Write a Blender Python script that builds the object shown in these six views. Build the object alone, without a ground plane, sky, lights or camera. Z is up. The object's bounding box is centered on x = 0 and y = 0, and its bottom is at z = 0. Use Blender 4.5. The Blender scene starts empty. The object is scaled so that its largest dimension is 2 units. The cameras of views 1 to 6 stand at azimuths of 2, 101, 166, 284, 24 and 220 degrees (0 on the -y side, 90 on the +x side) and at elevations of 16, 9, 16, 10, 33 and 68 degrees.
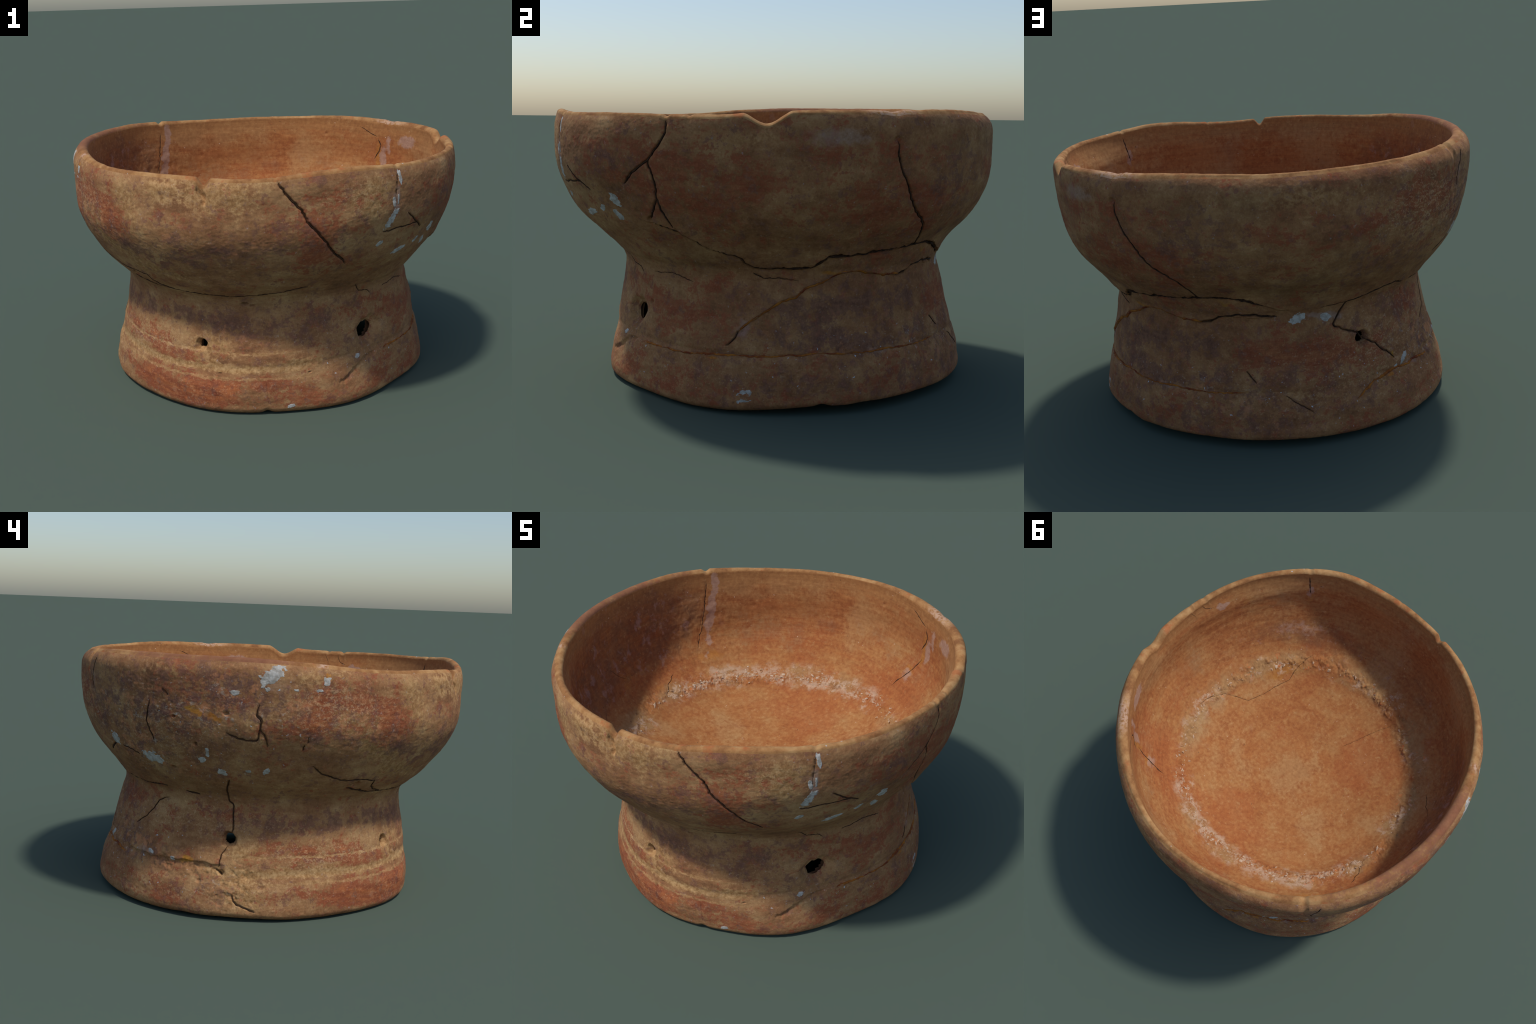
"""Old hand-thrown terracotta bowl on a hollow pedestal foot: broken, mended and worn.

One Empty parents the rim, bowl and foot (one continuous surface cut into regions),
the plaster fills and the dirt that lies in the cracks."""
import bpy, math
import numpy as np

# ------------------------------------------------------------------ outline
# outer profile: height, then the mean radius and the first eight harmonics
# (cos, sin pairs) of how it departs from a circle at that height
PROFILE = [
    (0.05, 0.832, -0.058, -0.014, -0.001, 0.007, 0.004, -0.005, 0.004, 0.001, -0.001, 0.002, -0.004, 0, -0.003, -0.002, -0.001, -0.003),
    (0.09, 0.826, -0.055, -0.013, 0, 0.003, 0.006, -0.007, 0.004, 0, -0.001, 0, -0.003, 0, -0.002, -0.002, -0.001, -0.002),
    (0.14, 0.821, -0.055, -0.012, 0.001, 0.001, 0.006, -0.008, 0.003, -0.001, -0.001, -0.001, -0.002, 0, -0.002, -0.001, -0.001, -0.001),
    (0.20, 0.803, -0.054, -0.007, 0, -0.001, 0.006, -0.007, 0.003, -0.001, -0.001, -0.001, 0, 0, -0.001, -0.001, 0, 0),
    (0.27, 0.791, -0.051, -0.006, 0, 0, 0.005, -0.007, 0.003, -0.001, 0, 0, 0, 0.001, -0.001, 0, 0, 0),
    (0.35, 0.771, -0.045, -0.005, 0, 0.002, 0.004, -0.008, 0.003, 0, 0, 0.001, 0.001, 0.001, 0, 0, 0, 0.001),
    (0.43, 0.756, -0.043, -0.006, 0, 0.001, 0.003, -0.006, 0.002, 0, 0, 0.001, 0.001, 0.001, 0, 0, 0, 0.001),
    (0.49, 0.746, -0.038, -0.003, 0, 0, 0.003, -0.005, 0.002, -0.001, 0, 0, 0.001, 0.001, 0, 0, 0, 0),
    (0.54, 0.739, -0.029, -0.006, 0, -0.001, 0.002, -0.004, 0.001, -0.002, 0, 0, 0.001, 0.001, 0.001, 0, 0, 0),
    (0.58, 0.758, -0.020, -0.006, -0.001, -0.001, 0.002, -0.005, 0.001, -0.003, -0.001, 0, 0.001, 0.001, 0.001, 0, 0, 0.001),
    (0.62, 0.788, -0.012, -0.008, -0.003, -0.001, 0.002, -0.007, 0.001, -0.004, -0.001, -0.001, 0.001, 0, 0.001, 0, 0, 0.001),
    (0.67, 0.833, -0.003, -0.012, -0.002, 0, 0.004, -0.008, 0.002, -0.003, -0.002, 0, 0.001, 0, 0.001, -0.001, 0, 0.001),
    (0.73, 0.884, -0.005, -0.009, 0.003, -0.001, 0.004, -0.008, 0.002, -0.001, -0.003, 0, 0.002, -0.001, 0.001, -0.001, -0.001, 0),
    (0.79, 0.929, -0.003, -0.006, 0.008, -0.002, 0.004, -0.007, 0.002, 0, -0.004, 0.001, 0.001, -0.001, 0, -0.001, -0.001, 0),
    (0.86, 0.961, 0.003, -0.006, 0.010, -0.002, 0.003, -0.005, 0, 0.001, -0.004, 0.002, 0, -0.002, 0, -0.001, -0.001, -0.001),
    (0.94, 0.989, 0.007, -0.004, 0.012, -0.001, 0, -0.002, -0.004, 0, -0.005, 0.002, 0, -0.003, -0.001, -0.001, -0.002, -0.002),
    (1.02, 0.996, 0.006, 0, 0.011, 0.005, 0, -0.001, -0.006, 0, -0.005, 0.003, -0.001, -0.003, -0.001, -0.001, -0.002, -0.002),
    (1.10, 0.998, 0.004, -0.002, 0.009, 0.007, 0.002, -0.001, -0.006, -0.001, -0.004, 0.003, 0, -0.003, -0.001, 0, -0.001, -0.001),
]
# lip: radius of its crest line and its height, as harmonics of azimuth
LIP_R = [0.956, 0.015, 0.007, 0.007, 0.008, 0.002, -0.003, -0.006, -0.0, -0.004, 0.003, 0.0, -0.002, -0.001, 0.002]
LIP_H = [1.2099, -0.0125, -0.0112, -0.0074, 0.0016, 0.0032, 0.0093, -0.0021, 0.0024, -0.0011, 0.0007, -0.0016, -0.001, -0.0023, 0.001, -0.002, 0.0017, -0.0016, -0.0007]
LIP_T = [0.0219, -0.0016, 0.0016, -0.0057, -0.0016, 0.0049, 0.0016, 0.0003, 0.0032]   # half its thickness
LIP_A = math.radians(38)            # the round of the lip starts this far up
# breaks of the rim: azimuth, half width (degrees), depth
NOTCHES = [(-14.2, 2.1, 0.033), (98.7, 5.5, 0.042), (-137.6, 1.6, 0.014), (75.2, 1.3, 0.008),
           (36.9, 1.2, 0.006), (128.5, 3.2, 0.006), (81.0, 1.0, 0.004), (4.1, 0.8, 0.004)]
# bowl inside, from under the lip to the middle of the floor: radius, height
INSIDE = [(0.932, 1.145), (0.920, 1.125), (0.914, 1.10), (0.916, 1.03), (0.910, 0.95), (0.887, 0.87), (0.835, 0.79),
          (0.772, 0.725), (0.718, 0.690), (0.67, 0.662), (0.60, 0.616), (0.48, 0.568), (0.32, 0.525), (0.20, 0.503), (0.0, 0.495)]
UNDER = [(0.0, 0.425), (0.3, 0.43), (0.55, 0.445), (0.67, 0.45), (0.705, 0.42), (0.722, 0.35), (0.738, 0.25), (0.755, 0.1), (0.765, 0.02)]

NAZ = 1536
rng = np.random.default_rng(11)


def harmonics(a, n):
    out = [np.ones_like(a)]
    for i in range(1, n + 1):
        out += [np.cos(i * a), np.sin(i * a)]
    return np.stack(out, -1)


def pchip(x, y, q):
    """Monotone cubic through the knots (x, y[k, ...]) at q."""
    h, dl = np.diff(x), np.diff(y, axis=0) / np.diff(x)[:, None]
    m = np.zeros_like(y)
    w1, w2 = (2 * h[1:] + h[:-1])[:, None], (h[1:] + 2 * h[:-1])[:, None]
    same = dl[:-1] * dl[1:] > 0
    with np.errstate(divide="ignore", invalid="ignore"):
        m[1:-1] = np.where(same, (w1 + w2) / (w1 / dl[:-1] + w2 / dl[1:]), 0)
    m[0], m[-1] = dl[0], dl[-1]
    q = np.clip(q, x[0], x[-1])
    i = np.clip(np.searchsorted(x, q) - 1, 0, len(x) - 2)
    t = ((q - x[i]) / h[i])[..., None]
    hh = h[i][..., None]
    return ((1 + 2 * t) * (1 - t) ** 2 * y[i] + t * (1 - t) ** 2 * hh * m[i]
            + t * t * (3 - 2 * t) * y[i + 1] + t * t * (t - 1) * hh * m[i + 1])


PZ = np.array([p[0] for p in PROFILE])
PC = np.array([p[1:] for p in PROFILE])
# run the knots together: crisp at the neck, full and round over the belly
FINE_Z = np.linspace(.05, 1.25, 241)
FINE_C = pchip(PZ, PC, FINE_Z)
_soft = np.interp(FINE_Z, [.5, .62, .72, .8, 1.2], [.012, .010, .025, .045, .045])[:, None]
_w = np.exp(-.5 * ((FINE_Z[:, None] - FINE_Z[None]) / _soft) ** 2)
FINE_C = (_w / _w.sum(1, keepdims=True)) @ FINE_C


def profile_at(z):
    k = np.clip((np.asarray(z, float) - .05) / .005, 0, 239.999)
    i = k.astype(int)
    f = (k - i)[..., None]
    return FINE_C[i] * (1 - f) + FINE_C[i + 1] * f


def sstep(x):
    x = np.clip(x, 0, 1)
    return x * x * (3 - 2 * x)


def wrap(d):
    return (d + 180) % 360 - 180


def lip(a):
    """Crest radius and height of the lip at azimuth a (radians)."""
    r = harmonics(a, 7) @ np.array(LIP_R)
    h = harmonics(a, 9) @ np.array(LIP_H)
    deg = np.degrees(a)
    r = r - 0.005 * np.exp(-(wrap(deg + 30) / 24) ** 2) - 0.010 * np.exp(-(wrap(deg - 14) / 9) ** 2)
    for az, w, d in NOTCHES:
        x = np.abs(wrap(deg - az)) / w
        h = h - d * (1 - sstep(x)) ** 0.8
    return r, h


def lip_half(a):
    return np.clip(harmonics(a, 4) @ np.array(LIP_T), .016, .027)


def lip_start(h, half):
    """Height at which the wall turns into the round of the lip."""
    return h - half + half * math.sin(LIP_A)


def base_lift(a):
    deg = np.degrees(a)
    # the foot rocks forward: its standing edge leaves the ground at the back
    lift = np.interp(np.mod(deg, 360), [0, 50, 75, 100, 125, 175, 205, 235, 265, 300, 330, 360], [0, 0, .004, .024, .047, .037, .021, .013, .010, .005, 0, 0])
    lift = lift - 0.004 * np.exp(-(wrap(deg - 118) / 6) ** 2) + 0.003 * np.sin(a * 7) * (lift > .003)
    return lift + 0.012 * np.exp(-(wrap(deg - 114) / 2.0) ** 2) + 0.014 * np.exp(-(wrap(deg - 0.5) / 1.6) ** 2) + 0.006 * np.exp(-(wrap(deg + 104) / 3) ** 2)


def outer(a, z):
    """Outer surface radius at azimuth a (radians) and height z, lip included."""
    r = np.einsum("...i,...i->...", profile_at(z), harmonics(a, 8))
    low = np.clip((0.036 - z) / 0.036, 0, 1)
    r = r - 0.04 * (1 - np.sqrt(1 - low * low * 0.999))
    lr, lh = lip(a)
    lt = lip_half(a)
    k = np.clip((z - (lip_start(lh, lt) - 0.08)) / 0.08, 0, 1) ** 2.6
    r = r * (1 - k) + (lr + lt * math.cos(LIP_A)) * k
    return r


# ------------------------------------------------------------------ noise
def lattice(ix, iy, iz, seed):
    n = (ix * 374761393 + iy * 668265263 + iz * 2147483647 + seed * 974711) & 0x7FFFFFFF
    n = ((n ^ (n >> 13)) * 1274126177) & 0x7FFFFFFF
    n = ((n ^ (n >> 15)) * 362437) & 0x7FFFFFFF
    return ((n ^ (n >> 16)) & 0xFFFF) / 32767.5 - 1


def noise(p, seed=0):
    i = np.floor(p).astype(np.int64)
    f = p - i
    f = f * f * (3 - 2 * f)
    out = 0
    for dx in (0, 1):
        for dy in (0, 1):
            for dz in (0, 1):
                w = (f[..., 0] if dx else 1 - f[..., 0]) * (f[..., 1] if dy else 1 - f[..., 1]) * (f[..., 2] if dz else 1 - f[..., 2])
                out = out + w * lattice(i[..., 0] + dx, i[..., 1] + dy, i[..., 2] + dz, seed)
    return out


def fractal(p, octaves=4, seed=0, gain=0.5):
    out, amp = 0, 1
    for k in range(octaves):
        out = out + amp * noise(p * 2 ** k + 17.3 * k, seed + k)
        amp *= gain
    return out


# ------------------------------------------------------------------ breaks and mends
# cracks of the outside: half width, depth, path of (azimuth, height)
CRACKS = [
    (.0085, .022, [(4.1, 1.186), (5.4, 1.153), (6.7, 1.12), (8.5, 1.081), (10.6, 1.041), (11.4, 1.007), (13.3, .964), (15.1, .926), (17.5, .878), (20, .831), (24.3, .765)]),
    (.006, .014, [(-50.5, .641), (-45.5, .624), (-39.9, .608), (-33.3, .599), (-25.8, .596), (-19, .589), (-12.5, .586), (-6.1, .588), (.3, .596), (6.5, .609), (12, .622), (16.1, .634)]),
    (.003, .006, [(36.6, .588), (39.6, .539), (45.5, .534), (46.9, .511)]),
    (.0045, .011, [(33.2, .905), (37.5, .907), (41.5, .91), (46, .916)]),
    (.0048, .011, [(40.8, .977), (44.3, .935), (46.9, .912), (48.9, .884)]),
    (.009, .020, [(75.1, 1.18), (75.5, 1.155), (75.3, 1.117), (73.5, 1.074), (71.8, 1.039), (70.6, 1.016), (68.5, .993), (66.5, .977), (64.5, .95), (62.9, .922)]),
    (.009, .018, [(70.7, 1.015), (71.4, .977), (71.7, .938), (71.9, .902), (71.4, .865), (71.8, .823), (72.9, .786), (73.9, .754)]),
    (.013, .014, [(71.2, .865), (69.4, .825), (67.3, .78)]),
    (.010, .022, [(67.8, .766), (70.6, .755), (73.9, .74), (77.4, .714), (80.7, .682), (83.6, .66), (87.3, .642), (90.5, .629), (92.1, .600), (94.7, .585), (98.9, .580), (103, .586), (107.1, .589), (111.4, .588), (113.7, .612), (115.9, .637), (120.2, .638), (124.5, .639), (129.1, .644), (135, .653), (139.1, .655), (142.4, .655), (146, .666), (150.3, .663), (156, .656), (160.7, .639), (164.9, .623), (168.4, .601), (172.1, .584)]),
    (.015, .030, [(92.1, .600), (94.7, .585), (98.9, .580), (103, .586), (107.1, .589), (111.4, .588)]),
    (.016, .032, [(112.5, .60), (115.9, .637), (120.2, .638), (124.5, .639), (129.1, .644), (135, .653), (139.1, .655), (143, .656)]),
    (.013, .026, [(144, .665), (150.3, .663), (156, .656), (160.7, .639), (164.9, .623)]),
    (.008, .016, [(128.8, 1.1), (128.8, 1.045), (130, 1.0), (131.5, .957), (133.4, .91), (134.6, .871), (137, .83), (139.5, .798), (142.3, .763), (144.7, .71), (145.6, .668)]),
    (.009, .022, [(143, .533), (146.1, .537), (149.1, .555), (152.5, .569), (156.4, .573), (160.9, .568), (165.4, .568), (169.1, .559)]),
    (.008, .014, [(-176.5, .586), (-172.4, .585), (-167.4, .591), (-163, .595), (-159.5, .605), (-154.2, .617), (-148.6, .62), (-142.4, .605)]),
    (.007, .016, [(-167.4, .589), (-169.3, .556), (-171.6, .52), (-172.7, .497), (-169.7, .475), (-164.9, .447), (-161.9, .407), (-158.5, .379), (-157.1, .347), (-154, .32), (-152.1, .287)]),
    (.006, .008, [(158.8, .333), (161.9, .284)]),
    (.005, .006, [(170.2, .229), (174.8, .183), (177.9, .148)]),
    (.007, .010, [(86.2, .272), (88.6, .303), (90, .331)]),
    (.004, .006, [(94, .562), (98.2, .546), (103.2, .541), (108.2, .536)]),
    (.004, .005, [(54.7, .524), (64.2, .534), (70.6, .52), (73.5, .51)]),
    (.004, .008, [(-133.0, 1.19), (-134, 1.15), (-135.6, 1.086), (-135.2, 1.04)]),
    (.005, .010, [(-110.4, 1.026), (-111.3, .978), (-112, .93), (-111.6, .883), (-110.8, .836)]),
    (.006, .012, [(-106.4, 1.082), (-104.7, 1.057)]),
    (.006, .013, [(-88.7, .91), (-86, .89), (-83.3, .878), (-80.3, .875), (-79.8, .919), (-79.7, .974), (-80.9, .995), (-80.1, 1.035)]),
    (.006, .010, [(-79.6, .929), (-78.2, .897), (-77.6, .851)]),
    (.005, .010, [(-68.1, .841), (-67.9, .865)]),
    (.005, .010, [(-67.1, .876), (-67.1, .904)]),
    (.004, .006, [(-125.4, .784), (-121.3, .774), (-118.4, .755)]),
    (.007, .014, [(-136.4, .736), (-129.5, .785)]),
    (.004, .010, [(-140.5, .600), (-131.2, .596), (-124.8, .592), (-118.2, .598), (-114.2, .599)]),
    (.007, .014, [(-106.8, .585), (-101.7, .572)]),
    (.005, .014, [(-89.2, .675), (-90.9, .618), (-91, .556), (-89.2, .542), (-89.1, .484), (-89.3, .40)]),
    (.004, .010, [(-90.3, .345), (-92.5, .302), (-92.7, .246)]),
    (.0045, .010, [(-115.3, .535), (-120, .51), (-122.6, .465), (-125.4, .423), (-130.2, .374)]),
    (.009, .014, [(-93.7, .235), (-91.4, .21)]),
    (.008, .010, [(-87.4, .123), (-86.2, .086), (-83.2, .07), (-79.8, .048)]),
    (.0045, .008, [(-64.7, .765), (-62, .733), (-57.5, .704), (-52.1, .684), (-47, .686), (-40.8, .673)]),
    (.005, .008, [(-40.8, .673), (-40.2, .64), (-37.5, .618), (-33, .604)]),
    (.003, .005, [(36.9, 1.19), (36.2, 1.12), (35.4, 1.02)]),
]
# slip lost along a break line: the edge stands a little proud and shows red and yellow ochre
OCHRE = [
    (.006, .003, [(90, .331), (91.5, .355), (95, .384), (99, .422), (103.1, .454), (107.3, .473), (110.9, .508), (115.4, .529), (120.4, .560), (128.2, .565), (135.7, .545), (143.8, .535)]),
    (.004, .004, [(46.9, .215), (51.5, .218), (59.5, .222), (67.9, .223), (73.3, .225), (80.6, .231), (94.7, .236), (101.2, .239), (107.7, .247), (117.6, .249), (128.9, .244), (136.2, .246), (144.1, .241), (150.9, .241), (157.3, .24)]),
    (.005, .005, [(-168.8, .17), (-165.9, .194), (-162, .215), (-157.1, .237), (-150.5, .240), (-142.5, .230), (-133, .222)]),
]
# bare creases without dirt
GROOVES = [
    (.015, .009, [(27.8, .119), (31.8, .135), (35.6, .168), (40.8, .200), (46.9, .214)]),
    (.003, .003, [(-18.7, .199), (-18.5, .1), (-18.3, .026)]), (.004, .003, [(-.1, .192), (.5, .118), (1.2, .049)]),
    (.013, .024, [(-15.2, 1.17), (-14.4, 1.14), (-13.8, 1.11), (-13.5, 1.075)]),
    (.006, .006, [(-136.5, 1.19), (-138, 1.13), (-137, 1.06)]),
]
# edges that lie proud of what is below them: path, height of the edge, reach
LEDGES = [
    ([(87, .30), (90, .331), (95, .384), (99, .422), (103.1, .454), (107.3, .473), (110.9, .508), (115.4, .529), (120.4, .560), (128.2, .565), (135.7, .545), (143.8, .535), (152.5, .565), (169, .559)], .010, .04),
    ([(64, .776), (70.6, .755), (77.4, .714), (83.6, .66), (90.5, .629), (94.7, .585), (103, .586), (111.4, .588), (115.9, .637), (124.5, .639), (135, .653), (146, .666), (156, .656), (164.9, .623), (174, .584)], .011, .045),
    ([(-52, .641), (-45.5, .624), (-33.3, .599), (-19, .589), (-6.1, .588), (6.5, .609), (18, .636)], .004, .03),
    ([(-179, .586), (-172.4, .585), (-163, .595), (-154.2, .617), (-148.6, .62), (-140, .600), (-131.2, .596), (-124.8, .592), (-112, .599)], .005, .04),
    ([(-135, .262), (-126, .255), (-118, .25), (-110, .258), (-98, .262), (-90, .250)], .007, .05),
    ([(40, .19), (46.9, .215), (59.5, .222), (80.6, .231), (101.2, .239), (117.6, .249), (136.2, .246), (157.3, .24), (172, .238)], -.006, .05),
    ([(-169, .168), (-165.9, .194), (-157.1, .237), (-142.5, .230), (-133, .222), (-124, .232)], -.006, .05),
]
# cracks of the inside, given as (x, y) seen from above
INNER_CRACKS = [
    (.003, .004, [(.681, .111), (.673, .029), (.634, -.064), (.570, -.11), (.515, -.141), (.476, -.240), (.444, -.346), (.417, -.412), (.422, -.487), (.407, -.566), (.389, -.607)]),
    (.0025, .003, [(-.1, -.321), (-.155, -.431), (-.204, -.515), (-.255, -.581)]),
]
# and up the wall, as (azimuth, height)
WALL_CRACKS = [
    (.005, [(141.7, 1.165), (137.5, 1.141), (133.4, 1.115)]), (.008, [(133.0, 1.108), (131.6, 1.068), (132.4, 1.03), (134.6, .984)]), (.007, [(132.7, .941), (134.5, .881), (137.8, .807), (139.6, .765)]),
    (.008, [(37.2, 1.165), (36.8, 1.09), (36.3, 1.03)]), (.005, [(-137, 1.16), (-136.6, 1.10), (-135.6, 1.0), (-133.6, .88), (-130.9, .797)]), (.003, [(77, 1.17), (76, 1.13), (73, 1.11)]), (.003, [(82, 1.165), (80.5, 1.12)]),
    (.003, [(-95, .80), (-90, .86), (-88, .90)]), (.003, [(-117, .72), (-112, .69), (-108, .66)]), (.0025, [(-75, .75), (-70, .71), (-64, .70)]),
]
# holes bored through the foot: azimuth, height, half width, half height, funnel
HOLES = [(44.2, .331, .054, .045, 1.75), (-24.4, .325, .022, .022, 1.6), (-90.2, .373, .029, .027, 1.4), (-163.2, .414, .026, .026, 1.5)]
# blind pits: azimuth, height, half width, half height, depth
PITS = [(-7, .538, .017, .008, .03), (-4.2, .531, .016, .004, .012), (54.5, .395, .012, .009, .010), (-103.1, .964, .006, .006, .02), (-97.5, .841, .007, .011, .022),
        (-106.8, .714, .013, .008, .022), (-140.8, .556, .010, .008, .010), (-47.5, .660, .020, .016, .016), (-88.7, .992, .014, .009, .010),
        (-92.0, .222, .016, .012, .016), (-16.5, .20, .012, .004, .006), (16.5, .195, .009, .004, .008), (128.5, 1.105, .02, .014, .010),
        (-13.2, .578, .006, .005, .01), (67.5, .78, .012, .016, .010), (-99, .175, .012, .010, .006), (150, .23, .012, .012, .006)]
# broad dents and swellings: azimuth, height, half width, half height, outward
SWELL = [(-17.5, 1.13, .055, .05, -.007), (-11.2, 1.125, .03, .04, -.004), (46, .95, .10, .06, .006), (55, .74, .12, .05, .004), (118, 1.10, .14, .07, .004),
         (36, .15, .07, .035, -.010), (40, .27, .10, .05, -.006), (-85, .96, .07, .09, .006), (-120, .90, .14, .10, -.004),
         (98, .70, .2, .06, -.003), (-133, .30, .1, .06, -.006), (-88, .55, .2, .05, .004),
         (57, 1.06, .16, .10, .014), (36, .78, .26, .08, .013), (8, .74, .16, .06, .005), (57, .78, .15, .08, .005), (57, .95, .16, .10, .009), (-30, 1.08, .35, .10, -.006), (-175, .93, .22, .12, .010), (140, .82, .2, .1, .007), (158, .68, .2, .05, -.013), (52, .60, .16, .05, .007), (13, 1.06, .17, .09, -.011), (-5, .66, .25, .05, .006)]


RADIUS = {}


def local(a, z, az, zc):
    """Tangential offset (m) and height offset from a place on the outside."""
    if (az, zc) not in RADIUS:
        RADIUS[az, zc] = float(outer(np.array(math.radians(az)), np.array(zc)))
    return np.radians(wrap(np.degrees(a) - az)) * RADIUS[az, zc], z - zc


def wander(path, step=0.011, amp=0.0048):
    """A drawn path made as crooked as a break in clay."""
    path = np.array(path, float)
    seg = np.r_[0, np.cumsum(np.hypot(*np.diff(path, axis=0).T))]
    n = max(3, int(seg[-1] / step))
    s = np.linspace(0, seg[-1], n)
    q = np.stack([np.interp(s, seg, path[:, k]) for k in (0, 1)], -1)
    t = np.gradient(q, axis=0)
    t /= np.linalg.norm(t, axis=1)[:, None] + 1e-9
    j = rng.uniform(-1, 1, n) * 0.45 + 1.6 * np.convolve(rng.uniform(-1, 1, n + 4), np.ones(5) / 5, "valid")
    j[0] = j[-1] = 0
    return q + np.stack([-t[:, 1], t[:, 0]], -1) * (j * amp)[:, None]


def unroll(path):
    """(azimuth, height) to metres along the surface around the path's middle."""
    p = np.array(path, float)
    az0 = p[len(p) // 2, 0]
    r = outer(np.radians(p[:, 0]), p[:, 1])
    return np.stack([np.radians(wrap(p[:, 0] - az0)) * r, p[:, 1]], -1), az0


def path_distance(px, py, path):
    d = np.full(px.shape, 9.0)
    s = np.zeros(px.shape)
    for k in range(len(path) - 1):
        ax, ay = path[k]
        bx, by = path[k + 1] - path[k]
        t = np.clip(((px - ax) * bx + (py - ay) * by) / (bx * bx + by * by + 1e-12), 0, 1)
        e = np.hypot(px - ax - t * bx, py - ay - t * by)
        near = e < d
        d = np.where(near, e, d)
        s = np.where(near, (k + t) / (len(path) - 1), s)
    return d, s


OUT_PATHS = [(w * (.60 if kind == "dirt" else 1), d * .85, *(lambda u: (wander(u[0]), u[1]))(unroll(p)), kind) for kind, group in (("dirt", CRACKS), ("ochre", OCHRE), ("bare", GROOVES)) for w, d, p in group]
IN_PATHS = [(w, d, wander(p, amp=0.002)) for w, d, p in INNER_CRACKS]


def outside_relief(a, z, P, cracks=True):
    """Outward displacement of the outside at (a, z); P are the undisplaced points."""
    h = 0.0035 * fractal(P * 4.0, 3, 5) + 0.0010 * fractal(P * np.array([16, 16, 26.0]), 3, 21)
    h = h + 0.0007 * fractal(P * np.array([70, 70, 110.0]), 2, 41)
    deg = np.degrees(a)
    foot = 1 - sstep((z - .50) / .06)
    # turning grooves on the foot and the moulding round its base
    front = sstep((wrap(deg + 100) / 14)) * sstep((34 - wrap(deg)) / 14)
    wob = 0.008 * np.sin(a * 2 + 1) + 0.004 * np.sin(a * 5)
    h = h - 0.003 * front * np.exp(-((z - .222 - wob) / .020) ** 2)
    h = h - 0.0015 * foot * front * np.exp(-((z - .305 - wob) / .012) ** 2)
    back = 1 - front
    h = h + 0.005 * back * foot * (1 - sstep((z - .20) / .06)) - 0.004 * back * np.exp(-((z - .238) / .010) ** 2)
    # seam where bowl and foot were luted together
    h = h - 0.004 * np.exp(-((z - .575) / .018) ** 2)
    for az, zc, w, ht, d in SWELL:
        x, y = local(a, z, az, zc)
        h = h + d * np.exp(-((x / w) ** 2 + (y / ht) ** 2))
    for az, zc, w, ht, d in PITS:
        x, y = local(a, z, az, zc)
        q = np.hypot(x / w, y / ht) * (1 + 0.25 * noise(P * 90, 3))
        h = h - d * (1 - sstep((q - .35) / .9))
    # overlapping edges: the luting clay ends in a lifted lip, the bowl overhangs its break, the foot is crumbled
    for path, up, reach in LEDGES:
        path = np.array(path)
        zp = np.interp(wrap(deg), path[:, 0], path[:, 1]) + 0.006 * noise(P * 28, 77)
        inside = sstep((wrap(deg) - path[0, 0]) / 4) * sstep((path[-1, 0] - wrap(deg)) / 4)
        dz = z - zp
        h = h + up * inside * sstep(dz / .006 + .5) * np.exp(-np.clip(dz, 0, 1) / reach)
    crumble = np.exp(-((wrap(deg + 118) / 26) ** 2) - ((z - .235) / .05) ** 2) + .8 * np.exp(-((wrap(deg + 86) / 9) ** 2) - ((z - .15) / .09) ** 2)
    crumble = crumble + .6 * np.exp(-((wrap(deg + 158) / 14) ** 2) - ((z - .23) / .04) ** 2) + .7 * np.exp(-((wrap(deg - 108) / 10) ** 2) - ((z - .16) / .04) ** 2)
    h = h - crumble * (0.002 + 0.011 * np.clip(fractal(P * 24, 4, 88, .62), -.15, 1))
    if cracks:
        for w, d, path, az0, kind in OUT_PATHS:
            zl, zh = path[:, 1].min() - .05, path[:, 1].max() + .05
            m = (z > zl) & (z < zh)
            r = np.where(m, np.hypot(P[..., 0], P[..., 1]), 1)
            x = np.radians(wrap(deg - az0)) * r
            m &= (x > path[:, 0].min() - .05) & (x < path[:, 0].max() + .05)
            if not m.any():
                continue
            dd, s = path_distance(x[m], z[m], path)
            dd = dd * (1 + 0.35 * noise(P[m] * 45, 9))
            ends = np.clip(np.minimum(s, 1 - s) * 8 + .35, 0, 1)
            edge = np.exp(-(dd / (w * 2.6)) ** 2) * 0.12 * d
            hm = h[m] - d * ends * (1 - sstep(dd / (w * ends ** .5 + 1e-4))) ** .8 - edge
            if kind == "ochre":
                hm = hm + 0
            h[m] = hm
    return h


def hole_depth(a, z):
    """Inward push of the outside at the bored holes, and which points lie in the bore."""
    push, bore = np.zeros(a.shape), np.zeros(a.shape, bool)
    for az, zc, w, ht, fun in HOLES:
        x, y = local(a, z, az, zc)
        ang = np.arctan2(y, x)
        q = np.hypot(x / w, y / ht) / (1 + min(1, w / .05) * (.12 * np.sin(2 * ang + az) + .07 * np.sin(3 * ang + 2 * az) + .04 * np.sin(7 * ang)))
        push = push + 0.026 * min(1, w / .03) * (1 - sstep((q - 1) / (fun - 1) * .8)) ** 1.5
        push = np.where(q < 1.0, np.maximum(push, .022 + .014 * sstep((1.0 - q) / .12)), push)
        bore |= q < .80
    return push, bore


# ------------------------------------------------------------------ the body
AZ = np.linspace(-math.pi, math.pi, NAZ, endpoint=False)


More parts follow.
